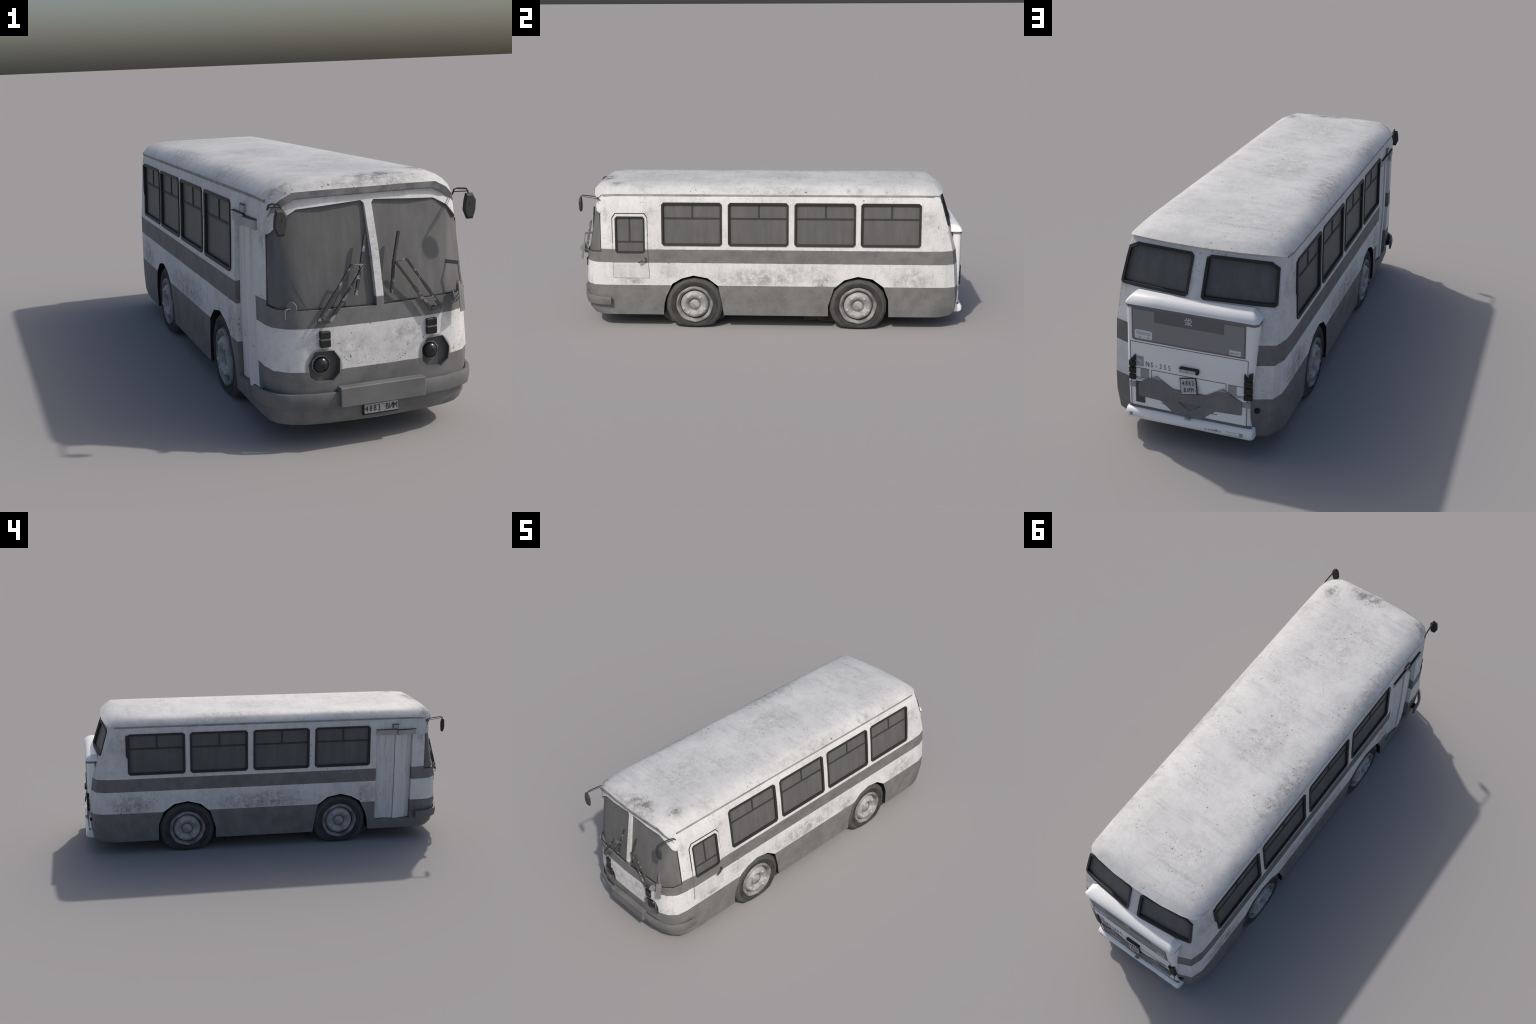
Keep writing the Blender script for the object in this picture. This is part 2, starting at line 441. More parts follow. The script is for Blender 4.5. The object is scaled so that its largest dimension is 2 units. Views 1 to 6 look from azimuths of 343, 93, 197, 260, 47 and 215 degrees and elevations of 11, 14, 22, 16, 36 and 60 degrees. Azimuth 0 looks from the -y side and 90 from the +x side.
def chamf(u0, u1, v0, v1, c):
    return [(u0 + c, v0), (u1 - c, v0), (u1, v0 + c), (u1, v1 - c), (u1 - c, v1), (u0 + c, v1), (u0, v1 - c), (u0, v0 + c)]

def body_shell():
    rows = []
    zs = []
    for a, b in zip(LEVELS, LEVELS[1:]):
        n = max(1, round((b[0] - a[0]) / 0.04))
        zs += [lerp(a[0], b[0], i / n) for i in range(n)]
    zs.append(LEVELS[-1][0])
    for z in zs:
        h = plan(z)
        side = [(lerp(h[6][0], h[7][0], i / 14), lerp(h[6][1], h[7][1], i / 14)) for i in range(1, 14)]
        half = h[:7] + side + h[7:]
        rows.append([(x, y, z) for x, y in half] + [(-x, y, z) for x, y in reversed(half[1:-1])])
    return loft(rows)

def prism_y(poly, y0, y1):
    return loft([[(x, y0, z) for x, z in poly], [(x, y1, z) for x, z in poly]])
def prism_x(poly, x0, x1):
    return loft([[(x0, y, z) for y, z in poly], [(x1, y, z) for y, z in poly]])

ARCH_F = [(-.556,-.05),(-.552,.085),(-.547,.132),(-.537,.166),(-.503,.237),(-.455,.265),(-.394,.282),(-.320,.268),(-.266,.227),(-.247,.135),(-.239,.07),(-.239,-.05)]
ARCH_R = [(.302,-.05),(.302,.122),(.331,.218),(.384,.264),(.453,.283),(.528,.270),(.584,.229),(.611,.160),(.614,.08),(.614,-.05)]

WS = [(.0110,.394),(.246,.400),(.2835,.402),(.315,.406),(.315,.602),(.2850,.604),(.249,.645),(.206,.669),(.019,.681),(.0110,.672)]   # windshield opening, +x half
HEAD_C = (.168, .239)
OCT = [(-.027,.044),(.026,.044),(.046,.010),(.042,-.025),(.018,-.044),(-.022,-.042),(-.042,-.020),(-.044,.018)]
DOOR = [(-.796,.122),(-.590,.122),(-.590,.607),(-.796,.607)]

shell = body_shell()
base_o = D.objects.new('body', shell); COL.objects.link(base_o); base_o.parent = bus
cuts = []
def cutter(me):
    o = D.objects.new('cutter', me); COL.objects.link(o); cuts.append(o)
for s in (1, -1):
    for A in (ARCH_F, ARCH_R):
        cutter(prism_x(A, s * .185, s * .40))
    cutter(prism_y([(s * x + .001, z) for x, z in WS], -1.1, -.8680))
    cutter(prism_y([(s * (HEAD_C[0] + x), HEAD_C[1] + z) for x, z in OCT], -1.1, -.951))
WIN = [(-.553, -.243), (-.212, .097), (.127, .438), (.464, .768)]
RWIN = [(.0235, .552), (.032, .545), (.270, .545), (.2785, .552), (.2665, .668), (.236, .684), (.034, .686), (.0225, .676)]
for s in (1, -1):
    for a, b in WIN:
        P = inset(chamf(a, b, .440, .661, .011), .006)
        cutter(pane(SIDE(s), P, -.025, .03, 4, 2))
    cutter(pane(REAR, inset([(s * x + .003, z) for x, z in RWIN], .006), -.028, .03, 6, 3))
DW = chamf(-.793, -.640, .400, .589, .010)
cutter(pane(SIDE(1), inset(DW, .005), -.030, .03, 3, 2))
# door well, its back wall leaning with the body side
dw = [(-.40, y, z) for y, z in DOOR], [(-(side_x(-.7, z) - .034), y, z) for y, z in DOOR]
cutter(loft([dw[0], dw[1]]))
for c in cuts:
    m = base_o.modifiers.new('b', 'BOOLEAN'); m.object = c; m.operation = 'DIFFERENCE'; m.solver = 'EXACT'
dg = bpy.context.evaluated_depsgraph_get()
me = D.meshes.new_from_object(base_o.evaluated_get(dg))
base_o.modifiers.clear(); base_o.data = me
for c in cuts: D.objects.remove(c)
me.materials.clear()
for k in ('body', 'dark', 'socket'): me.materials.append(M[k])
for p in me.polygons:
    c = p.center; n = p.normal
    if c.z < .29 and abs(c.x) < .307 and (-.56 < c.y < -.235 or .298 < c.y < .618) and (abs(n.x) < .7 or abs(c.x) < .2):
        p.material_index = 1
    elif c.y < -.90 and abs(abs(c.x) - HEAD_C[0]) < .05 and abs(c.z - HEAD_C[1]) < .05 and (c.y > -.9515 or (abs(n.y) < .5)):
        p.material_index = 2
    elif n.z < -.8 and c.z < .08:
        p.material_index = 1
me.polygons.foreach_set('use_smooth', [True] * len(me.polygons))
me.set_sharp_from_angle(angle=math.radians(38))

# ------------------------------------------------------------------ roof
RH = [  # half rows, centre -> rail, (x, y, z)
 [(0,-.917,.718),(.12,-.914,.718),(.214,-.907,.716),(.250,-.901,.697),(.273,-.888,.675)],
 [(0,-.889,.741),(.12,-.888,.741),(.209,-.885,.738),(.251,-.875,.719),(.277,-.862,.697)],
 [(0,-.820,.7465),(.12,-.820,.7465),(.214,-.820,.744),(.259,-.815,.726),(.282,-.815,.701)],
 [(0,-.70,.745),(.12,-.70,.745),(.220,-.70,.743),(.261,-.70,.727),(.283,-.70,.702)],
 [(0,.70,.745),(.12,.70,.745),(.220,.70,.743),(.261,.70,.727),(.283,.70,.702)],
 [(0,.832,.744),(.12,.832,.744),(.216,.832,.742),(.258,.824,.725),(.280,.815,.701)],
 [(0,.868,.728),(.12,.865,.728),(.216,.858,.726),(.257,.850,.714),(.278,.838,.701)],
 [(0,.897,.708),(.12,.893,.708),(.214,.881,.708),(.254,.870,.706),(.274,.853,.699)],
]
def roof_rows():
    out = []
    for i, r in enumerate(RH):
        full = [(-x, y, z) for x, y, z in reversed(r)] + r[1:]
        if i == 3:      # long straight middle, split for a smooth surface
            out.append(full)
            nx = [(-x, y, z) for x, y, z in reversed(RH[4])] + RH[4][1:]
            for t in range(1, 10):
                out.append([tuple(lerp(a, b, t / 10) for a, b in zip(p, q)) for p, q in zip(full, nx)])
        else:
            out.append(full)
    return out
rr = roof_rows()
def under(p):   # lower skin, tucked inside the body
    return (p[0] * .93, p[1] * .965, min(p[2], .70) - .02)
n = len(rr[0])
V = [p for r in rr for p in r]; F = []
for i in range(len(rr) - 1):
    for j in range(n - 1):
        F.append((i * n + j, i * n + j + 1, (i + 1) * n + j + 1, (i + 1) * n + j))
edge = [j for j in range(n)] + [i * n + n - 1 for i in range(1, len(rr))] + [(len(rr) - 1) * n + j for j in range(n - 2, -1, -1)] + [i * n for i in range(len(rr) - 2, 0, -1)]
b0 = len(V); V += [under(V[i]) for i in edge]
for a in range(len(edge)):
    b = (a + 1) % len(edge)
    F.append((edge[a], edge[b], b0 + b, b0 + a))
F.append(tuple(b0 + a for a in range(len(edge))))
obj('roof', mesh(V, F), 'roof', smooth=50)

# visor: grey fascia under the roof lip that arches over the windshield
lip = [(.2835,-.866,.640),(.2785,-.882,.658),(.268,-.894,.676),(.248,-.906,.696),(.211,-.912,.7145),(.12,-.919,.717),(0,-.9215,.717)]
lip = lip + [(-x, y, z) for x, y, z in reversed(lip[:-1])]
rows = []
for i, (x, y, z) in enumerate(lip):
    a = Vector(lip[max(0, i - 1)]); b = Vector(lip[min(len(lip) - 1, i + 1)])
    t = (b - a).normalized(); inw = Vector((0, 1, 0)).cross(t)
    if inw.z > 0: inw = -inw
    e = min(i, len(lip) - 1 - i); k = min(1.0, .25 + e / 2.5)
    p = Vector((x, y, z))
    d = inw.normalized()
    rows.append([p, p + d * .015 * k + Vector((0, .004, 0)) * k, p + d * .021 * k + Vector((0, .018 * k, 0)), p + Vector((0, .020, 0)) + d * .002])
obj('visor', loft(rows), 'fascia', smooth=30)

# drip rails along both sides
for s in (1, -1):
    path = [(s * .2780, -.855, .6925), (s * .2815, -.815, .6965), (s * .2818, -.70, .6970), (s * .2818, .70, .6970), (s * .2800, .805, .6965), (s * .2750, .832, .6955)]
    obj('drip_rail', tube(path, 0, flat=(.0048, .0020)), 'rail')

# ------------------------------------------------------------------ windshield
# each pane: a nearly flat main facet and a folded lower outer corner
for s in (1, -1):
    G = dict(pb=(.006, -.9560, .389), bend=(.205, -.9490, .394), b2=(.247, -.9415, .396), b3=(.2835, -.913, .398), cor=(.2965, -.8665, .402),
             c3=(.2870, -.8690, .607), c2=(.252, -.889, .650), c1=(.207, -.896, .674), pt=(.006, -.9020, .686))
    K = list(G)
    V = [(s * G[k][0] + .001, G[k][1], G[k][2]) for k in K]
    n = len(V)
    V += [(x, y + .012, z) for x, y, z in V]
    ix = {k: i for i, k in enumerate(K)}
    tri_ = [('pb', 'bend', 'c1', 'pt'), ('bend', 'c2', 'c1'), ('bend', 'c3', 'c2'), ('bend', 'b3', 'c3'), ('b3', 'cor', 'c3'), ('bend', 'b2', 'b3')]
    F = [tuple(ix[k] for k in f) for f in tri_] + [tuple(n + ix[k] for k in f) for f in tri_]
    loop = ['pb', 'bend', 'b2', 'b3', 'cor', 'c3', 'c2', 'c1', 'pt']
    F += [(ix[a], ix[b], n + ix[b], n + ix[a]) for a, b in zip(loop, loop[1:] + loop[:1])]
    ws = obj('windshield', mesh(V, F), 'wind', smooth=60)
    # thin dark line along the sill and the outer post
    edge = [(.014, -.9590, .3955), (.205, -.9515, .400), (.247, -.9435, .4015), (.2845, -.9145, .404), (.2955, -.8695, .4075), (.2905, -.8695, .500), (.2860, -.8705, .601)]
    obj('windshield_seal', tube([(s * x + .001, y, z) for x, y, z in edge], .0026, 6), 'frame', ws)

# ------------------------------------------------------------------ side windows
for s in (1, -1):
    for i, (a, b) in enumerate(WIN):
        w = empty('side_window'); mp = SIDE(s)
        P = chamf(a, b, .440, .661, .011)
        obj('window_frame', ring(mp, P, .0105, -.012, .0045, .0032), 'frame', w)
        obj('window_glass', pane(mp, inset(P, .008), -.012, -.0065, 8, 5), 'glass', w, 30)
        m = (a + b) / 2 + .003
        if s < 0: m = (a + b) / 2 - .003
        obj('window_bar', pane(mp, [(a + .009, .576), (b - .009, .576), (b - .009, .584), (a + .009, .584)], -.010, -.0040, 8, 1), 'bar', w)
        obj('window_bar', pane(mp, [(m - .004, .582), (m + .004, .582), (m + .004, .652), (m - .004, .652)], -.010, -.0035, 1, 3), 'bar', w)
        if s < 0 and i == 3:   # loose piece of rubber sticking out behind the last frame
            obj('loose_seal', pane(mp, [(.762, .528), (.768, .530), (.7765, .545), (.7765, .654), (.766, .656), (.762, .655)], -.002, .006, 2, 2), 'frame', w)

# round filler caps in the stripe
for s in (1, -1):
    c = [(math.cos(t * math.pi / 8), math.sin(t * math.pi / 8)) for t in range(16)]
    mp = SIDE(s)
    o = empty('filler_cap')
    obj('cap_rim', ring(mp, [(-.521 + .0095 * a, .356 + .0095 * b) for a, b in c], .003, -.002, .002), 'fascia', o)
    obj('cap_lid', pane(mp, [(-.521 + .0068 * a, .356 + .0068 * b) for a, b in c], -.002, .0012, 6, 2), 'grey', o)

# ------------------------------------------------------------------ driver's door (+x)
cab = empty('cab_door'); mp = SIDE(1)
DP = [(-.806, .268), (-.622, .268), (-.626, .45), (-.628, .580), (-.642, .601), (-.790, .601), (-.805, .580), (-.806, .45)]
def carve(o, cut):
    c = D.objects.new('cutter', cut); COL.objects.link(c)
    m = o.modifiers.new('b', 'BOOLEAN'); m.object = c; m.operation = 'DIFFERENCE'; m.solver = 'EXACT'
    bpy.context.view_layer.update()
    me = D.meshes.new_from_object(o.evaluated_get(bpy.context.evaluated_depsgraph_get()))
    o.modifiers.clear(); o.data = me; D.objects.remove(c)
hole = pane(mp, inset(DW, .005), -.03, .03, 3, 2)
o1 = obj('door_gap', pane(mp, [(-.8095, .450), (-.6245, .450), (-.6255, .583), (-.640, .6055), (-.793, .6055), (-.8095, .583)], -.004, .0012, 10, 5), 'frame', cab)
o2 = obj('door_gap', pane(mp, [(-.8085, .267), (-.6205, .267), (-.6235, .452), (-.8085, .452)], -.004, .0010, 8, 5), 'grey', cab)
o3 = obj('door_skin', pane(mp, DP, -.004, .0030, 10, 8), 'cab', cab, 30)
for o in (o1, o2, o3): carve(o, hole.copy())
obj('window_frame', ring(mp, DW, .0085, -.016, .0055, .004), 'frame', cab)
obj('window_glass', pane(mp, inset(DW, .007), -.016, -.0035, 6, 4), 'glass', cab)
obj('window_bar', pane(mp, [(-.786, .455), (-.647, .455), (-.647, .462), (-.786, .462)], -.012, -.0012, 4, 1), 'bar', cab)
obj('window_bar', pane(mp, [(-.7225, .460), (-.7155, .460), (-.7155, .582), (-.7225, .582)], -.012, -.0008, 1, 3), 'bar', cab)
h = empty('door_handle', cab)
h.name = 'door_handle'
D.objects.remove(h)
hx = side_x(-.65, .365)
obj('door_handle', join(tube([(hx, -.637, .371), (hx + .016, -.640, .370)], .006, 8),
                        tube([(hx + .016, -.636, .372), (hx + .017, -.650, .364), (hx + .016, -.672, .352)], 0, flat=(.0035, .003))), 'wiper', cab)

# ------------------------------------------------------------------ folding door (-x)
fold = empty('folding_door')
def leaf(ds, z0=.124, z1=.608):
    rows = []
    for z in (z0, lerp(z0, z1, .5), z1):
        x = side_x(-.7, z)
        rows.append([(-(x + o), y, z) for y, o in ds] + [(-(x + o - .008), y, z) for y, o in reversed(ds)])
    return loft(rows)
obj('door_leaf', leaf([(-.5915, -.016), (-.600, -.012), (-.630, -.013), (-.634, -.017), (-.660, -.013), (-.6952, -.007)]), 'door', fold, 30)
obj('door_leaf', leaf([(-.6970, -.001), (-.732, -.003), (-.737, -.008), (-.765, -.011), (-.770, -.015), (-.7945, -.020)]), 'door', fold, 30)
obj('door_seam', leaf([(-.6940, -.012), (-.6990, -.012)]), 'frame', fold)
# header boards above the door and the little lamp box
mp = SIDE(-1)
hd = empty('door_header')
bd = bevel(loft([[(-(side_x(y, z) + o), y, z) for (y, z, o) in r] for r in (
    [(-.5865, .635, -.002), (-.5865, .607, -.002), (-.5865, .607, .004), (-.5865, .635, .004)],
    [(-.7035, .6365, -.002), (-.7040, .606, -.002), (-.7040, .606, .008), (-.7035, .6365, .008)])]), .0008)
obj('header_board', bd, 'fascia', hd)
bd2 = loft([[(-(side_x(y, z) + o), y, z) for (y, z, o) in r] for r in (
    [(-.7050, .632, -.002), (-.7075, .6065, -.002), (-.7075, .6065, .020), (-.7050, .632, .018)],
    [(-.7500, .633, -.002), (-.7500, .611, -.002), (-.7500, .611, .013), (-.7500, .633, .013)],
    [(-.8100, .6345, -.002), (-.8120, .607, -.002), (-.8120, .607, .008), (-.8100, .6345, .008)])])
M['board'] = m_flat('header_paint', .42, .3, 14, .6)
obj('header_board', bd2, 'board', hd)
hd.children[0].data.materials[0] = M['board']
for a in ([(-.704, .638), (-.5855, .6365)], [(-.812, .636), (-.705, .634)]):
    obj('board_edge', tube([mp(y, z, .004) for y, z in a], 0, flat=(.0012, .005)), 'frame', hd)
lb = empty('door_lamp')
obj('lamp_housing', bevel(pane(mp, [(-.713, .644), (-.678, .644), (-.678, .665), (-.713, .665)], -.003, .009, 2, 1), .002), 'board', lb)
for a in ([(-.713, .666), (-.677, .6665)], [(-.677, .6665), (-.677, .644)], [(-.695, .662), (-.696, .647)]):
    obj('lamp_seam', tube([mp(y, z, .0075) for y, z in a], 0, flat=(.001, .002)), 'frame', lb)

# ------------------------------------------------------------------ front bumper, plate, lip
def bump_row(x, y, dx, dy):
    # section: slightly hollow bar, outward direction (dx, dy)
    prof = [(-.009, .1675), (-.001, .1680), (.001, .164), (.003, .148), (.000, .128), (-.001, .125), (-.009, .124)]
    return [(x + dx * o, y + dy * o, z) for o, z in prof]
path = [(.3285,-.822),(.325,-.868),(.316,-.900),(.288,-.943),(.262,-.959),(.195,-.981),(.13,-.9865),(0,-.988)]
path = path + [(-x, y) for x, y in reversed(path[:-1])]
rows = []
for i, (x, y) in enumerate(path):
    a = Vector(path[max(0, i - 1)]); b = Vector(path[min(len(path) - 1, i + 1)])
    t = (b - a).normalized(); nrm = Vector((-t.y, t.x))
    if nrm.dot(Vector((x, y + .6))) < 0: nrm = -nrm
    rows.append(bump_row(x, y, nrm.x, nrm.y))
fb = empty('front_bumper')
obj('bumper_bar', loft(rows), 'bumper', fb, 32)
obj('bumper_box', bevel(box(-.131, .125, -1.0, -.972, .126, .1815), .002), 'bumper', fb)
for s in (1, -1):
    obj('bumper_bracket', box(s * .285, s * .313, -.86, -.84, .135, .158), 'dark', fb)
obj('front_lip', loft([[(x, -(.950 - .020 * (x / .2) ** 2) + o, z) for o, z in ((0, .0690), (0, .0655), (.03, .0655), (.03, .0690))] for x in (-.17, -.1, 0, .1, .17)]), 'pgrey')  # thin pale plate along the bottom edge of the nose

def text_mesh(body, size, extrude=.0006, mirror=False):
    cu = D.curves.new('lettering', 'FONT'); cu.body = body; cu.size = size; cu.extrude = extrude
    cu.align_x = 'CENTER'; cu.align_y = 'CENTER'; cu.resolution_u = 3
    o = D.objects.new('lettering', cu); COL.objects.link(o)
    bpy.context.view_layer.update()
    me = D.meshes.new_from_object(o.evaluated_get(bpy.context.evaluated_depsgraph_get()))
    D.objects.remove(o); me.materials.clear()
    if mirror:
        me.transform(Matrix.Diagonal((-1, 1, 1, 1))); me.flip_normals()
    return me

def letters(chars, size, gap, sx=1.0):
    """row of single letters; lower-case n stands for a mirrored N"""
    parts = []
    for i, c in enumerate(chars):
        if c == ' ': continue
        m = text_mesh('N' if c == 'n' else c, size, .0004, c == 'n')
        m.transform(Matrix.Translation(((i - (len(chars) - 1) / 2) * gap, 0, 0)) @ Matrix.Diagonal((sx, 1, 1, 1)))
        parts.append(m)
    return join(*parts)

# front number plate
np_ = empty('number_plate')
py = -.976
obj('plate_sheet', bevel(box(-.055, .049, py, py + .022, .0885, .1165), .001), 'plate', np_)
t = letters('4883 BnM', .025, .0124, .72)
t.transform(Matrix.Translation((-.003, py - .0008, .1025)) @ Matrix.Rotation(math.pi / 2, 4, 'X'))
obj('plate_lettering', t, 'ink', np_)
obj('plate_border', join(box(-.0565, -.0535, py - .001, py + .02, .0875, .1175), box(-.0565, .049, py - .001, py + .02, .0865, .0893)), 'pframe', np_)

# ------------------------------------------------------------------ headlights and marker lamps
def dome(r, h, n=14, m=5):
    rows = []
    for i in range(m + 1):
        a = i / m * math.pi / 2
        rows.append([(r * math.cos(a) * math.cos(2 * math.pi * j / n) + 1e-5 * j, -h * math.sin(a), r * math.cos(a) * math.sin(2 * math.pi * j / n)) for j in range(n)])
    return loft(rows)
bulb = dome(.0245, .020)
brim = loft([[(r * math.cos(2 * math.pi * j / 8 + .3), y, r * math.sin(2 * math.pi * j / 8 + .3)) for j in range(8)] for r, y in ((.0285, .012), (.0285, -.001), (.0245, -.004), (.0225, .001))])
for mme in (bulb, brim):
    mme.polygons.foreach_set('use_smooth', [True] * len(mme.polygons))
brim.set_sharp_from_angle(angle=math.radians(30))
for s in (1, -1):
    hl = empty('headlight')
    c = Vector((s * HEAD_C[0] - (.008 if s > 0 else .003), -.953, HEAD_C[1] + .004))
    for nm, m_, mt in (('headlight_lens', bulb, 'lens'), ('headlight_rim', brim, 'trim')):
        o = obj(nm, m_, mt, hl); o.location = c
    ml = empty('marker_lamp')
    for z0, z1 in ((.2955, .3175), (.3195, .3400)):
        x0, x1 = (.1415, .1735) if s > 0 else (-.1775, -.1475)
        obj('lamp_block', bevel(box(x0, x1, front_y(.16, .32) - .010, front_y(.16, .32) + .012, z0, z1), .002), 'lamp', ml)
    obj('lamp_trim', box((x0 + x1) / 2 - .014, (x0 + x1) / 2 + .014, front_y(.16, .32) - .0085, front_y(.16, .32) + .01, .3172, .3198), 'trim', ml)

# ------------------------------------------------------------------ wipers
def wiper(base, arms, joint, blade):
    w = empty('wiper')
    for (a, b) in arms:
        a, b = Vector(a), Vector(b); m = a.lerp(b, .5)
        obj('wiper_arm', join(tube([a, m], 0, flat=(.0042, .003)), tube([m, b], 0, flat=(.0030, .003))), 'wiper', w)
    (a, b), (c, d) = arms
    obj('wiper_link', join(tube([b, d], .0014, 5), tube([Vector(b) - Vector((0, 0, .006)), Vector(joint) - Vector((0, 0, .003))], .0012, 5)), 'wiper', w)
    obj('wiper_pivot', tube([Vector(a) + Vector((0, 0, .002)), Vector(c) + Vector((0, 0, .002))], 0, flat=(.004, .004)), 'wiper', w)
    obj('wiper_blade', tube(blade, 0, flat=(.0034, .004)), 'wiper', w)
    y0 = front_y(base[0], base[2])
    obj('wiper_stub', tube([(base[0], y0 + .004, base[2]), (base[0], base[1], base[2])], .006, 6), 'wiper', w)
wiper((.168, -.980, .370), [((.153, -.981, .366), (.050, -.971, .512)), ((.184, -.979, .371), (.084, -.968, .517))],
      (.050, -.969, .508), [(.072, -.946, .592), (.050, -.958, .508), (.039, -.966, .424)])
wiper((-.168, -.980, .370), [((-.185, -.979, .369), (-.079, -.970, .517)), ((-.152, -.981, .367), (-.043, -.972, .512))],
      (-.047, -.969, .500), [(-.027, -.942, .590), (-.048, -.958, .506), (-.069, -.968, .430)])

# ------------------------------------------------------------------ upper corner mirrors
for s in (1, -1):
    mi = empty('corner_mirror')
    bx = s * .2785
    obj('mirror_arm', join(
        tube([(s * .281, -.868, .668), (s * .280, -.880, .684), (s * .278, -.900, .689), (s * .276, -.955, .6945), (s * .275, -.966, .690), (s * .275, -.971, .676), (s * .276, -.974, .652)], .0026, 6),
        tube([(s * .281, -.872, .676), (s * .276, -.962, .688)], .0016, 5)), 'arm', mi)
    prof = [(-.011, .036), (.009, .036), (.020, .016), (.018, -.012), (.010, -.036), (-.008, -.036), (-.019, -.010), (-.016, .016)]
    # near-vertical octagonal shell, thicker on its outer edge
    rows = []
    for o, k in ((-.0065, .80), (-.002, 1.0), (.0045, 1.0), (.007, .72)):
        rows.append([(bx + s * 0 + x * k, -.9685 + o, .6475 + z * k) for x, z in prof])
    obj('mirror_shell', loft(rows), 'mirror', mi)

# ------------------------------------------------------------------ lower mirrors: a small disc each side, a bracket with plates on +x
def disc(c, nrm, r, th):
    n = Vector(nrm).normalized(); a = n.cross(Vector((0, 0, 1))).normalized(); b = n.cross(a)
    return loft([[Vector(c) + n * o + (a * math.cos(2 * math.pi * j / 16) + b * math.sin(2 * math.pi * j / 16)) * r for j in range(16)] for o in (-th, th)])
dm = empty('disc_mirror')
obj('mirror_disc', disc((-.2460, -.9445, .409), (-.80, -.60, .0), .0165, .0014), 'bright', dm)
obj('mirror_stalk', join(tube([(-.2665, -.930, .371), (-.2665, -.9465, .380), (-.2665, -.9470, .405)], .0020, 5), tube([(-.2675, -.947, .405), (-.249, -.9475, .408)], .0020, 5)), 'bright', dm)
sm = empty('side_mirror')
obj('mirror_bracket', join(tube([(.253, -.968, .430), (.250, -.962, .470), (.249, -.960, .489)], 0, flat=(.0022, .0022)),
                           loft([[(x, y, z) for z in (.482, .493) for y in (yy - .0012, yy + .0012)][::1] and [(x, yy - .0012, .482), (x, yy + .0012, .482), (x, yy + .0012, .493), (x, yy - .0012, .493)] for x, yy in ((.2490, -.960), (.2100, -.893))])), 'bright', sm)
obj('mirror_plate', bevel(loft([[(.240, -.9895, .352), (.262, -.9755, .352), (.2612, -.9735, .352), (.2392, -.9875, .352)], [(.241, -.9745, .436), (.263, -.9605, .436), (.2622, -.9585, .436), (.2402, -.9725, .436)]]), .0005), 'bright', sm)
obj('mirror_plate', loft([[(.238, -.967, .405), (.250, -.958, .405), (.251, -.9565, .405), (.239, -.9655, .405)], [(.238, -.966, .438), (.250, -.957, .438), (.251, -.9555, .438), (.239, -.9645, .438)]]), 'bright', sm)
obj('mirror_disc', disc((.2190, -.984, .401), (.955, -.295, .10), .0165, .0010), 'bright', sm)
obj('mirror_strut', join(tube([(.222, -.952, .395), (.232, -.968, .412), (.252, -.970, .416)], .0016, 5), tube([(.244, -.948, .380), (.246, -.970, .404), (.250, -.972, .414)], .0014, 5),
                         tube([(.256, -.940, .372), (.252, -.968, .400), (.250, -.972, .414)], .0014, 5)), 'bright', sm)

# ------------------------------------------------------------------ wheels
def wheel_shape(a, r):
    """slack tyre: flattened where it meets the ground (a = angle from +y towards +z)"""
    y, z = r * math.cos(a), r * math.sin(a)
    if r > .10:
        k = (r - .10) / .05
        lim = -.119
        if z > 0: z *= 1 - .045 * k * math.sin(a) ** 2
        if z < lim + .010:
            q = (lim + .010 - z)
            z = lim + .010 - q * .36
        z = max(z, -.1235)
    return y, z
def wheel_loft(prof, n=26, wob=0.0, cap=True):
    rows = []
    for x, r in prof:
        row = []
        for j in range(n):
            a = 2 * math.pi * j / n + math.pi / 2
            rr_ = r * (1 + wob * (math.sin(8 * a + .6) * .6 + math.sin(5 * a + 1.0) * .6))
            y, z = wheel_shape(a, rr_); row.append((x, y, z))
        rows.append(row)
    return loft(rows, cap)
tyre_me = wheel_loft([(-.012, .088), (.000, .098), (.006, .110), (.006, .128), (.001, .1400), (-.001, .1415), (-.006, .1480), (-.035, .1505), (-.062, .1485), (-.074, .140), (-.078, .100), (-.078, .07)], 18)
rim_me = wheel_loft([(-.020, .099), (.000, .0975), (.007, .0935), (.008, .088), (.002, .080), (-.014, .0755), (-.018, .072)], 32, .020)
disc_me = wheel_loft([(-.03, .0765), (-.010, .0735), (.005, .067), (.011, .057), (.010, .046), (.003, .037), (-.006, .0305), (-.012, .0285), (-.012, .027)], 32, .004)
hub_me = wheel_loft([(-.02, .0275), (-.006, .0260), (-.003, .0225), (-.002, .010)], 20)
bolt_me = wheel_loft([(-.004, .0072), (.003, .0068), (.006, .0045)], 8)
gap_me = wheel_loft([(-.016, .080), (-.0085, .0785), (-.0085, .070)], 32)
col_me = wheel_loft([(-.016, .034), (-.0035, .0325), (-.0050, .026)], 20)
slot_me = bevel(box(-.004, .0025, -.008, .008, -.004, .004), .0015)
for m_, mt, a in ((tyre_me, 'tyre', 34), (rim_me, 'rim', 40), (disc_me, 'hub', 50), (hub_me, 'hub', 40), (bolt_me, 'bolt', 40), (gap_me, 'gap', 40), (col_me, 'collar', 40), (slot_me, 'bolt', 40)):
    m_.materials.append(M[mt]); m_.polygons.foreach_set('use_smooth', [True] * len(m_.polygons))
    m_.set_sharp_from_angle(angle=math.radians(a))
BOLTS = [(-.032, .041), (.032, .041), (-.055, -.020), (.054, -.021), (-.032, -.043), (.033, -.043)]
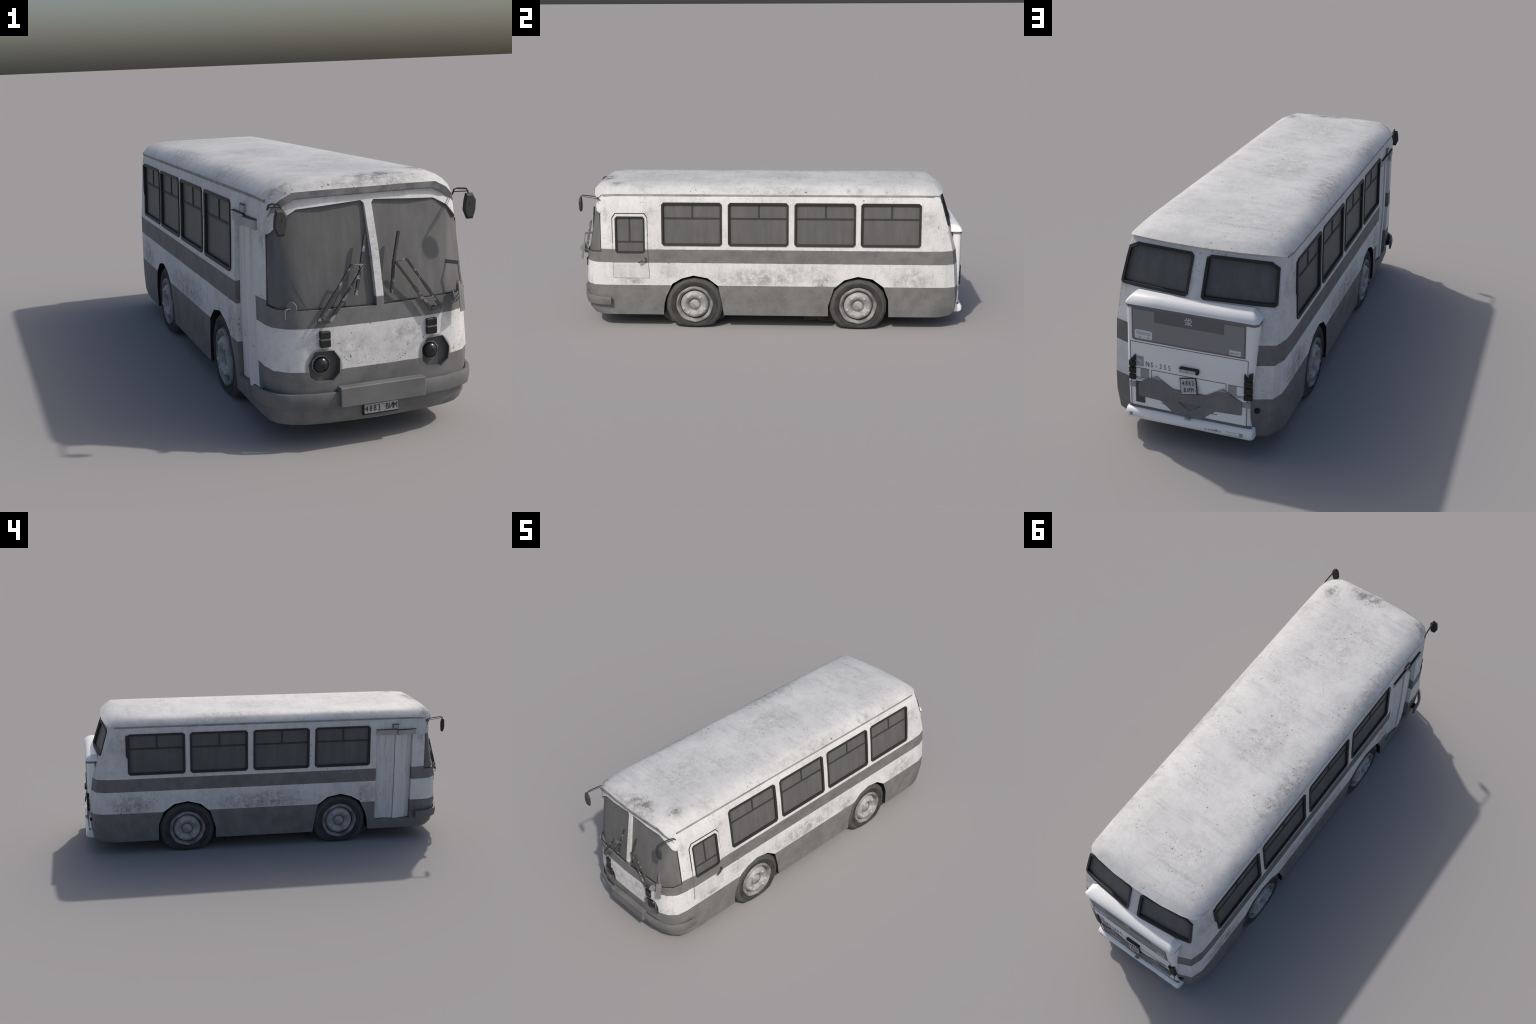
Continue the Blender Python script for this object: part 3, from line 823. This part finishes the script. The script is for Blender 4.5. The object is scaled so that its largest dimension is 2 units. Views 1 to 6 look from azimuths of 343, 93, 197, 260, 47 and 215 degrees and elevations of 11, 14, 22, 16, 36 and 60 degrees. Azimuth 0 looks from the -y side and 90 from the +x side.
for yc in (-.391, .457):
    for s in (1, -1):
        w = empty('wheel'); w.location = ((.298 if s > 0 else -.288), yc, .1235)
        if s < 0: w.rotation_euler = (0, 0, math.pi)
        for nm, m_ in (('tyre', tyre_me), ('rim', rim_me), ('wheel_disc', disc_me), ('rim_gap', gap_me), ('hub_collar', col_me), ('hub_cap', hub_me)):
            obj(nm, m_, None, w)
        for by, bz in BOLTS:
            b = obj('wheel_bolt', bolt_me, None, w); b.location = (.009, by, bz)
        b = obj('wheel_slot', slot_me, None, w); b.location = (.009, 0, .054)
    ax = tube([(-.24, yc, .115), (.24, yc, .115)], .018, 8)
    obj('axle', ax, 'under')
    D.objects[bus.children[-1].name].name = 'axle'
ch = empty('chassis')
obj('frame_rail', box(.09, .13, -.85, .85, .050, .075), 'under', ch)
obj('frame_rail', box(-.13, -.09, -.85, .85, .050, .075), 'under', ch)
obj('drive_shaft', tube([(.0, -.38, .07), (.0, .45, .07)], .018, 8), 'under', ch)
obj('axle_gearbox', dome(.05, .05, 12, 4), 'under', ch).location = (0, .47, .10)

for s in (1, -1):
    for yc in (-.315, .312):     # smaller inner wheels that hang below the skirt
        w = obj('inner_tyre', tyre_me, None, ch); w.location = (s * .225, yc, .094); w.scale = (.6, .64, .66)
        if s < 0: w.rotation_euler = (0, 0, math.pi)
    fl = disc((s * .215, -.492, .100), (1, 0, 0), .094, .022)
    obj('mud_guard', fl, 'guard', ch)
    obj('spring_bracket', box(s * .20, s * .262, .180, .245, .034, .075), 'under', ch)
# ------------------------------------------------------------------ rear windows
for s in (1, -1):
    rw = empty('rear_window')
    P = [(s * x + .003, z) for x, z in RWIN]
    obj('window_frame', ring(REAR, P, .0092, -.014, .0055, .004), 'frame', rw)
    obj('window_glass', pane(REAR, inset(P, .009), -.014, -.0085, 10, 5), 'rglass', rw, 30)

# ------------------------------------------------------------------ add-on rear panel
rp = empty('rear_panel')
PY = .9835
def panel_plan(w0, w1):
    return [(w0, .940), (w0, .962), (w0 - .003, .9735), (w0 - .010, .9795), (w0 - .020, .982), (.10, PY), (0, PY + .0008), (-.10, PY), (-w1 + .020, .982), (-w1 + .010, .9795), (-w1 + .003, .9735), (-w1, .962), (-w1, .940)]
rows = [[(x, y, z) for x, y in panel_plan(a, b)] for z, a, b in ((.110, .229, .221), (.150, .229, .216), (.215, .230, .214), (.30, .232, .222), (.36, .232, .226), (.51, .231, .231))]
obj('panel_shell', loft(rows), 'pwhite', rp, 40)
# hood along its top edge
HB = [(.925, .539, .205), (.943, .5405, .207), (.960, .5385, .211), (.973, .532, .218), (.982, .5225, .226), (.9862, .514, .230), (.9870, .5075, .232)]
rows = []
for y, z, hw in HB:
    rows.append([(-hw + .002, y, z), (-hw * .5, y, z), (0, y, z), (hw * .5, y, z), (hw - .002, y, z), (hw, y, z - .003)])
V, F = [], []
def hood():
    up = []
    for y, z, hw in HB: up.append([(x * hw, y + (0 if abs(x) < .97 else -.006 * ((y - .925) / .06)), z) for x in (-1, -.965, -.5, 0, .5, .965, 1)])
    # ends: chamfer down to the lip outline
    low = [[(p[0] * .235 / abs(HB[i][2]) if abs(p[0]) >= HB[i][2] * .99 else p[0], p[1], .5075) for p in r] for i, r in enumerate(up)]
    n = 7; v = [p for r in up for p in r]; f = []
    for i in range(len(up) - 1):
        for j in range(n - 1): f.append((i * n + j, i * n + j + 1, (i + 1) * n + j + 1, (i + 1) * n + j))
    b = len(v); v += [p for r in low for p in r]
    for i in range(len(up) - 1):
        for j in range(n - 1): f.append((b + i * n + j, b + i * n + j + 1, b + (i + 1) * n + j + 1, b + (i + 1) * n + j))
        for j in (0, n - 1): f.append((i * n + j, (i + 1) * n + j, b + (i + 1) * n + j, b + i * n + j))
    for i in (0, len(up) - 1):
        for j in range(n - 1): f.append((i * n + j, i * n + j + 1, b + i * n + j + 1, b + i * n + j))
    return mesh(v, f)
obj('panel_hood', hood(), 'pwhite', rp, 55)
def lip_pl(o): return [(.234 + o, .935), (.234 + o, .972), (.222 + o, .984 + o), (.10, .9862 + o), (-.10, .9862 + o), (-.222 - o, .984 + o), (-.234 - o, .972), (-.234 - o, .935)]
obj('hood_lip', loft([[(x, y, z) for x, y in lip_pl(0)] for z in (.4965, .5085)]), 'pedge', rp)

def on_panel(x, z, o):
    return (x, interp(abs(x), [(0, PY + .0008), (.10, PY), (.212, .982), (.222, .9795), (.229, .9735), (.232, .962)]) + o, z)
def decal(name, mat, pts, o=.0010, parent=None, deep=-.003):
    wide = max(p[0] for p in pts) - min(p[0] for p in pts)
    return obj(name, pane(on_panel, pts, deep, o, max(3, int(wide / .009)), 1), mat, parent or rp)
def rect(x0, x1, z0, z1): return [(x0, z0), (x1, z0), (x1, z1), (x0, z1)]
def seam(pts, w=.0016, o=.0012, mat='pline', name='panel_seam'):
    for (x0, z0), (x1, z1) in zip(pts, pts[1:]):
        if abs(x0 - x1) > abs(z0 - z1): q = [(x0, z0 - w / 2), (x1, z1 - w / 2), (x1, z1 + w / 2), (x0, z0 + w / 2)]
        else: q = [(x0 - w / 2, z0), (x0 + w / 2, z0), (x1 + w / 2, z1), (x1 - w / 2, z1)]
        if q[0][0] > q[1][0]: q = [q[1], q[0], q[3], q[2]]
        decal(name, mat, q, o)
decal('panel_window', 'pedge', [(-.194, .3775), (.203, .3775), (.209, .383), (.209, .4985), (-.194, .4985)], .0010)
decal('panel_window', 'pwin', [(-.1885, .384), (.200, .384), (.2035, .388), (.2035, .492), (-.1885, .492)], .0018)
decal('panel_sign', 'psign', rect(-.1185, .126, .4535, .4985), .0026)
# character on the sign, built stroke by stroke (right is -x)
def stroke(pts, w=.0026):
    for (u0, v0), (u1, v1) in zip(pts, pts[1:]):
        d = math.hypot(u1 - u0, v1 - v0); nx, nz = -(v1 - v0) / d * w / 2, (u1 - u0) / d * w / 2
        q = [(.0045 - (u0 + nx), .477 + v0 + nz), (.0045 - (u1 + nx), .477 + v1 + nz), (.0045 - (u1 - nx), .477 + v1 - nz), (.0045 - (u0 - nx), .477 + v0 - nz)]
        yy = PY + .0035
        me = loft([[(x, yy, z) for x, z in q], [(x, yy - .004, z) for x, z in q]])
        obj('sign_stroke', me, 'plight', rp)
stroke([(-.0075, .0135), (-.0055, .0080)]); stroke([(0, .0145), (0, .0080)]); stroke([(.0080, .0140), (.0055, .0080)])
stroke([(-.0120, .0020), (-.0120, .0065), (.0120, .0065), (.0110, .0020)]); stroke([(-.0110, -.0015), (.0105, -.0015)], .0024)
stroke([(0, .0040), (0, -.0130)]); stroke([(-.0010, -.0025), (-.0055, -.0080), (-.0120, -.0110)]); stroke([(.0010, -.0025), (.0055, -.0080), (.0125, -.0115)])
# stickers in the corners of that window
decal('bus_sticker', 'plight', chamf(.1345, .1985, .3855, .4185, .005), .0028)
for z in (.410, .4035): seam([(.140, z), (.192, z)], .0012, .0034, 'pgrey', 'sticker_line')
for x in (.148, .158, .168, .178, .188): seam([(x, .4035), (x, .410)], .001, .0034, 'pgrey', 'sticker_line')
for x in (.149, .180):
    c = [(x + .0042 * math.cos(t * math.pi / 6), .3915 + .0042 * math.sin(t * math.pi / 6)) for t in range(12)]
    obj('sticker_wheel', ring(on_panel, c, .0013, .001, .0034), 'pgrey', rp)
decal('label_sticker', 'plight', rect(-.178, -.139, .3845, .4025), .0026)
for i in range(9):
    x = -.142 - i * .0038; hh = random.uniform(.003, .007)
    seam([(x, .3925 - hh / 2 + random.uniform(-.002, .003)), (x, .3925 + hh / 2)], .0018, .0032, 'pink', 'label_print')
# seams
seam([(.217, .3700), (-.2035, .3715)]); seam([(.217, .3700), (.2165, .120)]); seam([(-.2035, .3715), (-.2025, .120)])
seam([(.140, .2735), (-.1285, .2735)]); seam([(.140, .2735), (.140, .236)]); seam([(-.1285, .2735), (-.1285, .236)])
seam([(.215, .2725), (.150, .2735)], .0013); seam([(-.135, .272), (-.205, .273)], .0013)
for z in (.2365, .2315): seam([(.217, z), (.125, z)], .0012); seam([(-.205, z), (-.135, z)], .0012)
seam([(.104, .151), (.080, .151)], .0016); seam([(-.075, .150), (-.098, .150)], .0016)
decal('panel_base_strip', 'pline', rect(-.2195, .2275, .119, .1275), .0014)
decal('reflector', 'pgrey', rect(.1495, .1805, .2385, .2725), .0016); decal('reflector', 'pgrey', rect(-.1655, -.1360, .2375, .2715), .0016)
decal('panel_band', 'pgrey', rect(.199, .2275, .1965, .2165), .0016); decal('panel_band', 'pgrey', rect(-.2125, -.180, .1965, .2165), .0016)
decal('panel_grille', 'pdark', rect(.1655, .1985, .1405, .2205), .0022)
# wheelchair pictogram
decal('pictogram', 'pgrey', rect(.1695, .1965, .281, .3175), .0018)
def pict(pts, w=.0024):
    for (x0, z0), (x1, z1) in zip(pts, pts[1:]):
        d = math.hypot(x1 - x0, z1 - z0); nx, nz = -(z1 - z0) / d * w / 2, (x1 - x0) / d * w / 2
        q = [(x0 + nx, z0 + nz), (x1 + nx, z1 + nz), (x1 - nx, z1 - nz), (x0 - nx, z0 - nz)]
        obj('pictogram_line', loft([[(x, PY + .0012, z) for x, z in q], [(x, PY - .003, z) for x, z in q]]), 'plight', rp)
pict([(.1905, .3135), (.1875, .3135)], .003)
pict([(.189, .311), (.188, .3005), (.1800, .3000), (.1765, .2905), (.1730, .2915)])
pict([(.1875, .3060), (.1810, .3060)], .002)
pict([(.184 + .0085 * math.cos(a), .2955 + .0085 * math.sin(a)) for a in [math.radians(d) for d in range(60, 331, 30)]], .002)
# route number
t = letters('NS-355', .027, .0160, .72)
t.transform(Matrix.Translation((.114, PY + .0008, .2915)) @ Matrix.Rotation(math.pi, 4, 'Z') @ Matrix.Rotation(math.pi / 2, 4, 'X'))
obj('panel_lettering', t, 'pink', rp)

# stacked tail lamps
for s in (1, -1):
    tl = empty('tail_lamp')
    x0, x1 = (.1975, .2225) if s > 0 else (-.2200, -.1925)
    for z0, z1 in ((.2265, .2455), (.2500, .2715), (.2755, .2975)):
        obj('lamp_block', bevel(pane(on_panel, rect(x0, x1, z0, z1), -.006, .007, 4, 1), .0012), 'lamp', tl)
    if s > 0:
        obj('lamp_block', pane(on_panel, [(.1975, .3015), (.216, .3015), (.1975, .3240)], -.006, .007, 4, 1), 'lamp', tl)
    else:
        obj('lamp_block', pane(on_panel, [(-.2200, .302), (-.1925, .302), (-.1925, .305), (-.2200, .308)], -.006, .007, 4, 1), 'lamp', tl)
        obj('lamp_block', pane(on_panel, [(-.2200, .306), (-.2075, .306), (-.2085, .324), (-.2200, .3275)], -.006, .007, 3, 1), 'lamp', tl)
        obj('lamp_block', pane(on_panel, [(-.2065, .304), (-.1925, .304), (-.1940, .324)], -.006, .007, 3, 1), 'lamp', tl)
# plate lamp with dark frame
pl = empty('plate_lamp')
obj('lamp_housing', bevel(box(-.034, .035, PY - .002, PY + .013, .2905, .3095), .003), 'pframe', pl)
obj('lamp_face', bevel(box(-.025, .033, PY + .010, PY + .0140, .2925, .3050), .001), 'plate', pl)
# crooked rear plate
rpl = empty('number_plate')
ang = math.radians(-9)
def rot_plate(me):
    me.transform(Matrix.Translation((.0015, PY + .0085, .2425)) @ Matrix.Rotation(math.radians(12), 4, 'X') @ Matrix.Rotation(ang * -1.15, 4, 'Y'))
    return me
obj('plate_border', rot_plate(box(-.0295, .0295, -.003, .001, -.029, .029)), 'pframe', rpl)
obj('plate_sheet', rot_plate(box(-.0270, .0270, 0, .0018, -.0265, .0265)), 'plate', rpl)
for txt, z in (('4883', .010), ('BnM', -.013)):
    t = letters(txt, .021, .0112 if len(txt) > 3 else .0135, .70)
    t.transform(Matrix.Translation((0, .0022, z)) @ Matrix.Rotation(math.pi, 4, 'Z') @ Matrix.Rotation(math.pi / 2, 4, 'X'))
    obj('plate_lettering', rot_plate(t), 'ink', rpl)
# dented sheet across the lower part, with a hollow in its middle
CR = [(.186, .2175), (.121, .2535), (.060, .2165), (-.058, .2165), (-.118, .2525), (-.185, .2155), (-.185, .168), (-.089, .1625), (-.045, .1230), (.054, .1230), (.105, .1645), (.186, .168)]
yF, yB = PY + .0050, PY - .004
def strip(name, pts, mat, y1=yF, y0=yB):
    return obj(name, loft([[(x, y0, z) for x, z in pts], [(x, y1, z) for x, z in pts]]), mat, ds)
ds = empty('dented_sheet')
hol = [(.043, .173), (-.044, .173), (.001, .1435)]
strip('sheet_wing', [(.186, .2175), (.121, .2535), (.060, .2165), (.058, .190), (.105, .1645), (.186, .168)], 'crump')
strip('sheet_wing', [(-.185, .2155), (-.118, .2525), (-.058, .2165), (-.056, .190), (-.089, .1625), (-.185, .168)], 'crump')
strip('sheet_middle', [(.060, .2165), (-.058, .2165), (-.056, .173), (.058, .173)], 'crump')
strip('sheet_middle', [(.0585, .190), (.058, .173), (.043, .173), (.001, .1435), (.001, .1230), (.054, .1230), (.105, .1645)], 'crump')
strip('sheet_middle', [(-.0565, .190), (-.056, .173), (-.044, .173), (.001, .1435), (.001, .1230), (-.045, .1230), (-.089, .1625)], 'crump')
obj('sheet_hollow', mesh([(.043, PY + .0005, .173), (-.044, PY + .0005, .173), (.001, yF - .0003, .1435), (.043, yB, .173), (-.044, yB, .173), (.001, yB, .1435)],
    [(0, 1, 2), (3, 4, 5), (0, 1, 4, 3), (1, 2, 5, 4), (2, 0, 3, 5)]), 'crump2', ds)
strip('sheet_peak', [(.121, .2545), (.137, .245), (.103, .2425)], 'pgrey', yF + .0008)
strip('sheet_peak', [(-.118, .2535), (-.134, .2445), (-.100, .2425)], 'pgrey', yF + .0008)
strip('sheet_flap', [(-.058, .150), (-.045, .160), (-.092, .163), (-.085, .155)], 'crump2', PY + .004)

# rear bumper
rb = empty('rear_bumper')
rows = []
for x, k in ((.233, .72), (.231, .9), (.223, 1.0), (0, 1.0), (-.219, 1.0), (-.227, .9), (-.229, .72)):
    prof = [(.955, .120), (.980, .119), (.992, .1155), (.9995, .108), (1.0, .092), (.996, .083), (.985, .0785), (.955, .0785)]
    rows.append([(x, .955 + (y - .955) * (k if y > .96 else 1), .099 + (z - .099) * (.5 + .5 * k)) for y, z in prof])
obj('bumper_bar', loft(rows), 'pwhite', rb, 45)
def bmark(x0, x1, z0, z1, mat='pgrey', nm='bumper_mark'):
    obj(nm, box(x0, x1, .99, 1.0004, z0, z1), mat, rb)
bmark(.2055, .2165, .0925, .1055); bmark(-.196, -.1845, .0905, .1045)
bmark(.160, .2055, .0922, .0930); bmark(-.1845, -.135, .0905, .0912); bmark(-.1845, -.135, .1020, .1028)
for i in range(14):
    x = -.060 - i * .0042
    bmark(x - random.uniform(.0012, .003), x, .0955 - random.uniform(0, .003), .0985 + random.uniform(0, .005) * (i > 4), 'pink', 'bumper_print')
obj('tow_hook', loft([[(.012, PY, .128), (-.006, PY, .120), (.014, PY, .118)], [(.012, 1.0, .1265), (-.006, 1.0, .119), (.014, 1.0, .117)]]), 'pgrey', rb)
# exhaust outlet beside the panel
obj('exhaust_outlet', disc((-.2345, rear_y(-.2345, .186) + .0005, .186), (-.42, .90, .05), .0095, .004), 'dark')

# ------------------------------------------------------------------ the old shell leans a little: its upper half hangs over to the door side
LEAN = [(0.0, .0032), (.42, .0036), (.55, .0010), (.66, -.0040), (.70, -.0070), (.75, -.0085)]
done = set()
def lean_tree(o):
    if o.type == 'MESH' and o.data.name not in done:
        done.add(o.data.name)
        for v in o.data.vertices: v.co.x += interp(v.co.z, LEAN)
    for c in o.children: lean_tree(c)
for o in list(bus.children):
    if o.name.split('.')[0] in ('body', 'roof', 'visor', 'drip_rail', 'windshield', 'side_window', 'rear_window', 'filler_cap', 'cab_door', 'folding_door', 'door_header', 'door_lamp'):
        lean_tree(o)
